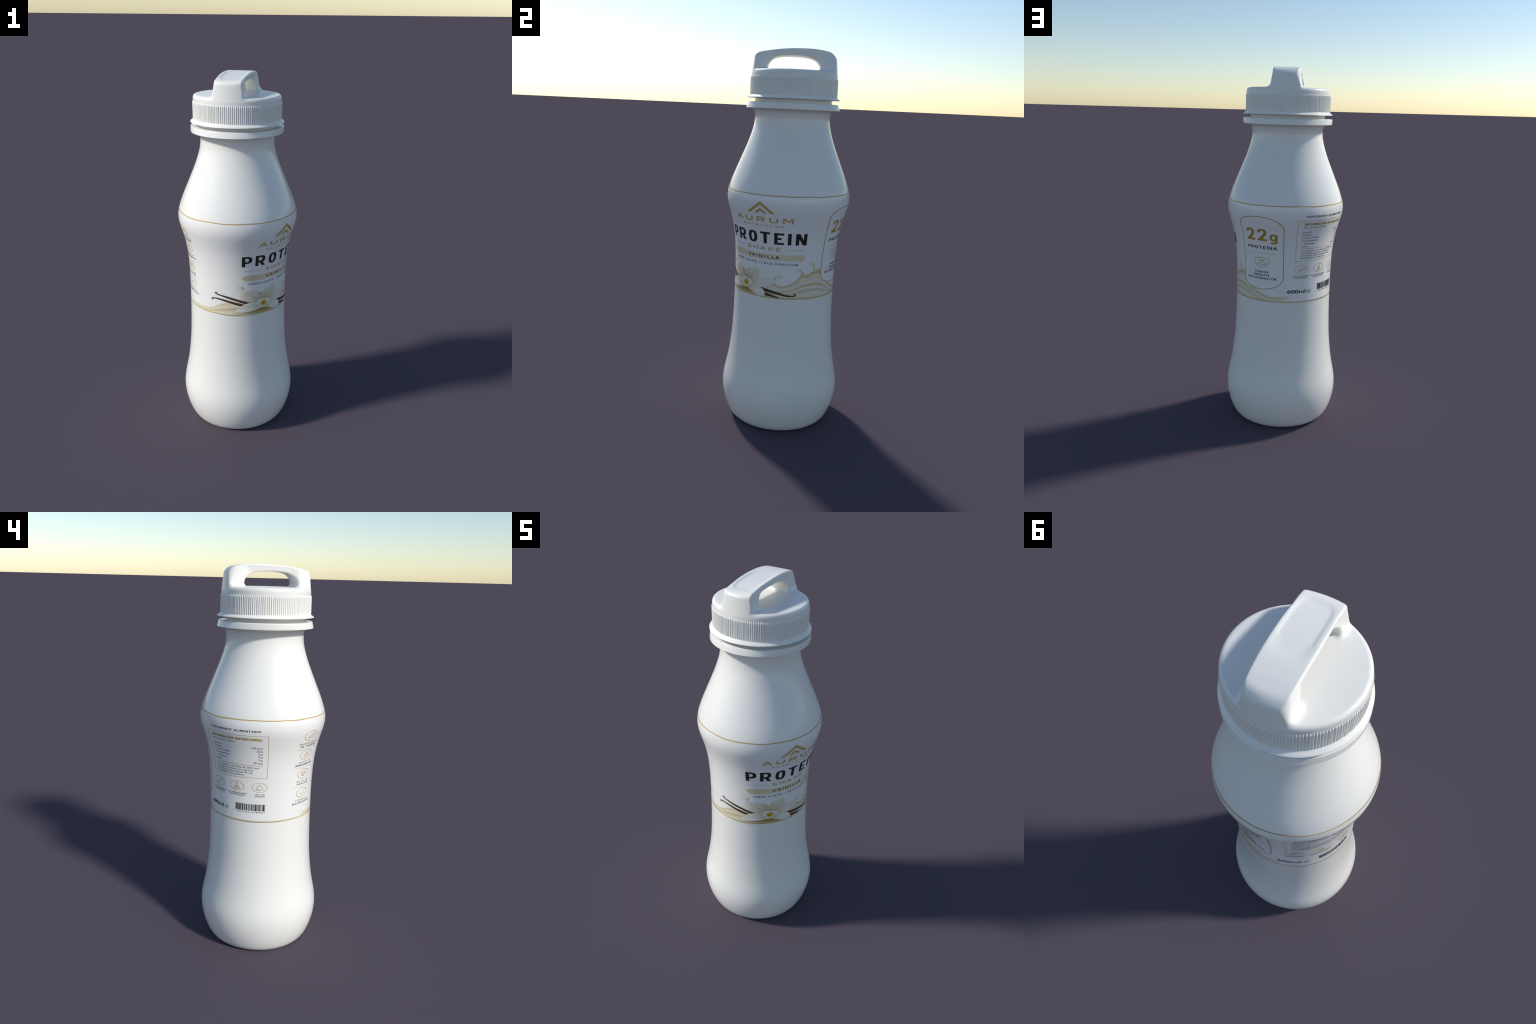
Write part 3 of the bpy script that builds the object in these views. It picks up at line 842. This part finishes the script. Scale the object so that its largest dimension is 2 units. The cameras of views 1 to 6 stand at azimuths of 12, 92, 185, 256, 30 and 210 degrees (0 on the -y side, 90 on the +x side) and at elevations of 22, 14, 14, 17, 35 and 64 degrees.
nt.links.new(ramp(nt, rr, [(0.05, (0.45, 0.27, 0.01)), (0.22, (0.62, 0.42, 0.015)), (0.40, (0.70, 0.55, 0.12)), (0.52, (0.82, 0.76, 0.56)), (0.72, (0.87, 0.85, 0.77)), (1, (0.80, 0.76, 0.63))]), b.inputs["Base Color"])
b.inputs["Roughness"].default_value = 0.38
M_LIP = m
patch("blossom_lip", lip, M_LIP, 9)
stroke("blossom_lip_edge", [spline([(x, z) for x, z in lip], True)], 0.0011, ink("blossom_edge_print", (0.52, 0.42, 0.22)), 9.3, closed=True)
patch("blossom_column", ellipse(45.2, 0.8345, 1.8, 0.0068, 24), drop_material("blossom_column_print", (0.74, 0.68, 0.46), (0.52, 0.40, 0.13), 44.9, 0.836, 0.012), 11, smooth=False)
M_STREAK = ink("blossom_streak_print", (0.20, 0.095, 0.012))
for ln in ([(42.0, 0.8165), (42.9, 0.8075)], [(43.6, 0.8175), (43.7, 0.8055)], [(45.3, 0.8165), (44.5, 0.8070)], [(42.6, 0.803), (42.2, 0.794)]):
    stroke("blossom_streak", [ln], 0.0013, M_STREAK, 11)

# ------------------------------------------------------------------ protein panel
PANEL = [(134.6, 1.176), (136.2, 1.200), (140.9, 1.2155), (146.3, 1.2245), (153.3, 1.2295), (163.0, 1.2300), (171.0, 1.2225), (177.4, 1.2070), (182.0, 1.1865), (184.0, 1.1690),
         (184.1, 1.124), (184.2, 1.043), (184.3, 0.962), (184.3, 0.892), (182.3, 0.869), (176.8, 0.846), (169.9, 0.832), (161.0, 0.8245), (152.5, 0.8245), (143.7, 0.8335), (137.8, 0.848),
         (134.2, 0.876), (134.0, 0.929), (134.4, 1.012), (134.8, 1.068), (134.9, 1.101), (134.8, 1.149)]
patch("panel", PANEL, M_LABEL, 3)
stroke("panel_frame", [spline(PANEL, True, 4)], 0.0034, M_GOLD_DEEP, 5, closed=True)
for ch, a, bb in (("2", 141.6, 152.2), ("2", 155.2, 166.4)):
    capital(ch, a, bb, 1.0965, 1.1635, M_GOLD_DEEP, 0.0162, 0.0116, layer=5)
capital("g", 168.9, 177.7, 1.0900, 1.138, M_GOLD_DEEP, 0.0135, 0.0092, layer=5)
capitals("PROTEÍNA", 141.2, 177.0, 1.0505, 1.0670, M_BLACK, 0.0046, 0.0034, gap=0.34, layer=5)
stroke("divider", [[(141.2, 1.027), (150, 1.0263), (160, 1.0268), (177.1, 1.0265)]], 0.0016, M_GOLD, 5)
SHIELD = [(149.9, 0.9955), (154.5, 0.9985), (159.0, 1.0040), (163.3, 0.9985), (167.9, 0.9970), (167.9, 0.975), (166.6, 0.9655), (163.8, 0.957), (158.9, 0.9450), (153.6, 0.9545), (151.0, 0.9635), (149.9, 0.973)]
stroke("shield_icon", [SHIELD], 0.0029, M_GOLD, 5, closed=True)
# flexed arm, unit drawing 0..1
ARM = [[(0.42, 0.78), (0.50, 0.98), (0.68, 0.97), (0.76, 0.82), (0.62, 0.74), (0.50, 0.78)],
       [(0.44, 0.82), (0.22, 0.62), (0.06, 0.26), (0.10, 0.12), (0.40, 0.02), (0.75, 0.00), (0.98, 0.10), (1.00, 0.26), (0.90, 0.42), (0.70, 0.42), (0.58, 0.36), (0.42, 0.40)],
       [(0.50, 0.76), (0.42, 0.58), (0.42, 0.40)]]
LEAF = [[(0.08, 0.0), (0.14, 0.14), (0.10, 0.42), (0.36, 0.70), (0.72, 0.86), (1.0, 1.0), (0.98, 0.60), (0.82, 0.30), (0.50, 0.12), (0.14, 0.14)], [(0.14, 0.14), (0.45, 0.42), (0.74, 0.68)]]
FLASK = [[(0.30, 1.0), (0.72, 1.0)], [(0.38, 1.0), (0.38, 0.62), (0.02, 0.06), (0.10, 0.0), (0.92, 0.0), (1.0, 0.06), (0.64, 0.62), (0.64, 1.0)], [(0.20, 0.34), (0.44, 0.40), (0.80, 0.34)], [(0.52, 0.46), (0.42, 0.28), (0.58, 0.30), (0.48, 0.12)]]
DROP = [[(0.5, 1.0), (0.22, 0.66), (0.04, 0.40), (0.10, 0.14), (0.32, 0.02), (0.5, 0.0), (0.68, 0.02), (0.90, 0.14), (0.96, 0.40), (0.78, 0.66), (0.5, 1.0)], [(0.22, 0.30), (0.34, 0.16), (0.52, 0.12)]]
CUBE = [[(0.5, 1.0), (0.95, 0.78), (0.95, 0.28), (0.5, 0.0), (0.05, 0.28), (0.05, 0.78), (0.5, 1.0)], [(0.05, 0.78), (0.5, 0.54), (0.95, 0.78)], [(0.5, 0.54), (0.5, 0.0)], [(0.28, 0.42), (0.30, 0.20)], [(0.70, 0.66), (0.72, 0.44)]]
TICK = [[(0.02, 0.45), (0.36, 0.05), (1.0, 0.95)]]


def icon(name, drawing, p0, p1, z0, z1, width, mat=M_GOLD, curved=True):
    lines = []
    for ln in drawing:
        q = [(p0 + x * (p1 - p0), z0 + y * (z1 - z0)) for x, y in ln]
        lines.append(spline(q, n=4) if curved and len(q) > 2 else np.array(q))
    stroke(name, lines, width, mat, 5)


icon("arm_icon", ARM, 153.0, 164.6, 0.9625, 0.9900, 0.0026)
capitals("FUERZA", 149.8, 167.4, 0.9155, 0.9275, M_GREY, 0.0036, 0.0027, gap=0.42, layer=5)
capitals("ENERGÍA", 148.7, 168.4, 0.8980, 0.9095, M_GREY, 0.0036, 0.0027, gap=0.42, layer=5)
capitals("RECUPERACIÓN", 140.1, 176.6, 0.8790, 0.8915, M_GREY, 0.0036, 0.0027, gap=0.42, layer=5)
lettering("600ml", 189.4, 211.6, 0.8085, 0.8280, M_BLACK, weight=0.020)
lettering("℮", 213.9, 218.9, 0.8055, 0.8290, M_GREY, weight=0.004)

# ------------------------------------------------------------------ nutrition facts
capitals("SUPLEMENTO ALIMENTARIO", 205.0, 254.6, 1.2340, 1.2435, M_GREY, 0.0029, 0.0020, gap=0.36)
FRAME = [(197.8, 1.2145), (214, 1.2150), (230, 1.2145), (246, 1.2150), (261.4, 1.2150), (261.9, 1.147), (262.1, 1.054), (261.7, 0.9905), (246, 0.9925), (228, 0.9900), (210, 0.9895), (198.0, 0.9875), (197.5, 1.060), (197.5, 1.14)]
stroke("facts_frame", [FRAME], 0.0019, M_GOLD_PALE, 3, closed=True)
capitals("INFORMACIÓN NUTRICIONAL", 204.2, 256.2, 1.1905, 1.2030, M_GOLD_DEEP, 0.0038, 0.0027, gap=0.30)
lettering("Por porción (30ml)", 203.8, 230.4, 1.1735, 1.1830, M_MID, weight=0.004)
for wd, a, bb, z in (("Energía", 203.3, 213.5, 1.1480), ("Proteína", 203.3, 214.8, 1.1325), ("Grasas Totales", 203.3, 223.8, 1.1160), ("Carbohidratos", 203.3, 223.3, 1.0995), ("Azúcares", 206.0, 218.4, 1.0830), ("Sodio", 203.4, 211.0, 1.0665)):
    lettering(wd, a, bb, z, z + 0.0088, M_MID, weight=0.010)
for wd, a, z in (("130 kcal", 246.0, 1.1470), ("22 g", 250.8, 1.1310), ("2 g", 252.4, 1.1155), ("5 g", 252.4, 1.0995), ("2 g", 252.4, 1.0835), ("90 mg", 248.0, 1.0675)):
    if wd.endswith("g"):
        lettering(wd[:-1].rstrip(), a, 256.5 - 2.3, z, z + 0.0092, M_MID, weight=0.010)
        capital("g", 256.5 - 1.7, 256.5, z - 0.0012, z + 0.0066, M_MID, 0.0018, 0.0014)
    else:
        lettering(wd, a, 256.5, z, z + 0.0092, M_MID, weight=0.010)
stroke("divider", [[(203.7, 1.0590), (220, 1.0582), (240, 1.0580), (256.6, 1.0580)]], 0.0020, M_GOLD, 3)
for wd, bb, z in (("* % en base a una dieta de 2000 kcal.", 254.0, 1.0410), ("Sus valores pueden ser mayores", 247.8, 1.0275), ("o menores dependiendo de sus", 246.8, 1.0145), ("necesidades energéticas.", 238.3, 1.0010)):
    lettering(wd, 203.2, bb, z, z + 0.0086, M_MID, weight=0.006)

for nm, art, c, rx in (("leaf_icon", LEAF, 204.9, 8.2), ("flask_icon", FLASK, 229.6, 8.2), ("drop_icon", DROP, 254.4, 8.0)):
    stroke("icon_ring", [ellipse(c, 0.9415, rx, 0.0243)], 0.0022, M_GOLD_PALE, 3, closed=True)
    w = {"leaf_icon": 3.9, "flask_icon": 3.6, "drop_icon": 3.5}[nm]
    icon(nm, art, c - w, c + w, 0.9275, 0.9560, 0.0023, M_GOLD_PALE, curved=nm != "flask_icon")
for (l1, a, bb), (l2, a2, b2) in (((("SIN COLORANTES"), 195.3, 215.6), ("ARTIFICIALES", 197.5, 213.5)), (("SIN CONSERVANTES", 217.8, 241.0), ("ARTIFICIALES", 220.8, 238.2)), (("FÁCIL DE", 249.2, 260.0), ("DIGERIR", 249.5, 259.9))):
    capitals(l1, a, bb, 0.9010, 0.9075, M_MID, 0.0020, 0.0015, gap=0.4)
    capitals(l2, a2, b2, 0.8910, 0.8975, M_MID, 0.0020, 0.0015, gap=0.4)

# bar code with its digits
bm = bmesh.new()
x = 228.4
while x < 260.6:
    w = float(RNG.choice([0.40, 0.55, 0.95, 1.25]))
    w = min(w, 261.5 - x)
    add_stroke(bm, [(x + w/2, 0.8515), (x + w/2, 0.8160)], w * DEG)
    x += w + float(RNG.choice([0.40, 0.55, 0.85]))
wrap(bm, "bar_code", M_BLACK, 3)["kind"] = "stuff"
for wd, a, bb in (("7", 225.3, 226.4), ("502345", 229.8, 243.9), ("678901", 246.2, 260.3)):
    lettering(wd, a, bb, 0.8045, 0.8125, M_GREY, spacing=1.2)

# ------------------------------------------------------------------ benefits column
COL = 306.5
for z, nm, art, l1, a1, l2, a2, w2 in (
        (1.1975, "leaf_icon", LEAF, "INGREDIENTES", 13.4, "DE CALIDAD", 11.3, 0),
        (1.0960, "arm_icon", ARM, "APOYA TU", 9.6, "RENDIMIENTO", 13.8, 0),
        (0.9925, "cube_icon", CUBE, "BAJO EN", 9.4, "AZÚCAR", 9.1, 0),
        (0.8895, "tick_icon", TICK, "FÓRMULA", 10.2, "BALANCEADA", 14.4, 0)):
    stroke("icon_ring", [ellipse(COL, z, 9.0, 0.0253)], 0.0024, M_GOLD, 3, closed=True)
    icon(nm, art, COL - 3.9, COL + 4.1, z - 0.0135, z + 0.0140, 0.0021, M_GOLD, curved=nm not in ("cube_icon", "tick_icon"))
    capitals(l1, COL - a1, COL + a1, z - 0.0435, z - 0.0350, M_MID, 0.0019, 0.0015, gap=0.45)
    capitals(l2, COL - a2, COL + a2, z - 0.0580, z - 0.0490, M_GREY, 0.0028, 0.0020, gap=0.36)
    if z > 0.9:
        stroke("divider", [[(COL - 14.5, z - 0.0690), (COL, z - 0.0700), (COL + 14.5, z - 0.0710)]], 0.0014, M_GOLD_PALE, 3)

for o in bpy.data.objects:
    if o.name.startswith(("pod_ridge", "pod_shade", "petal_fold", "blossom_streak", "cream_thread")):
        o["kind"] = "stuff"
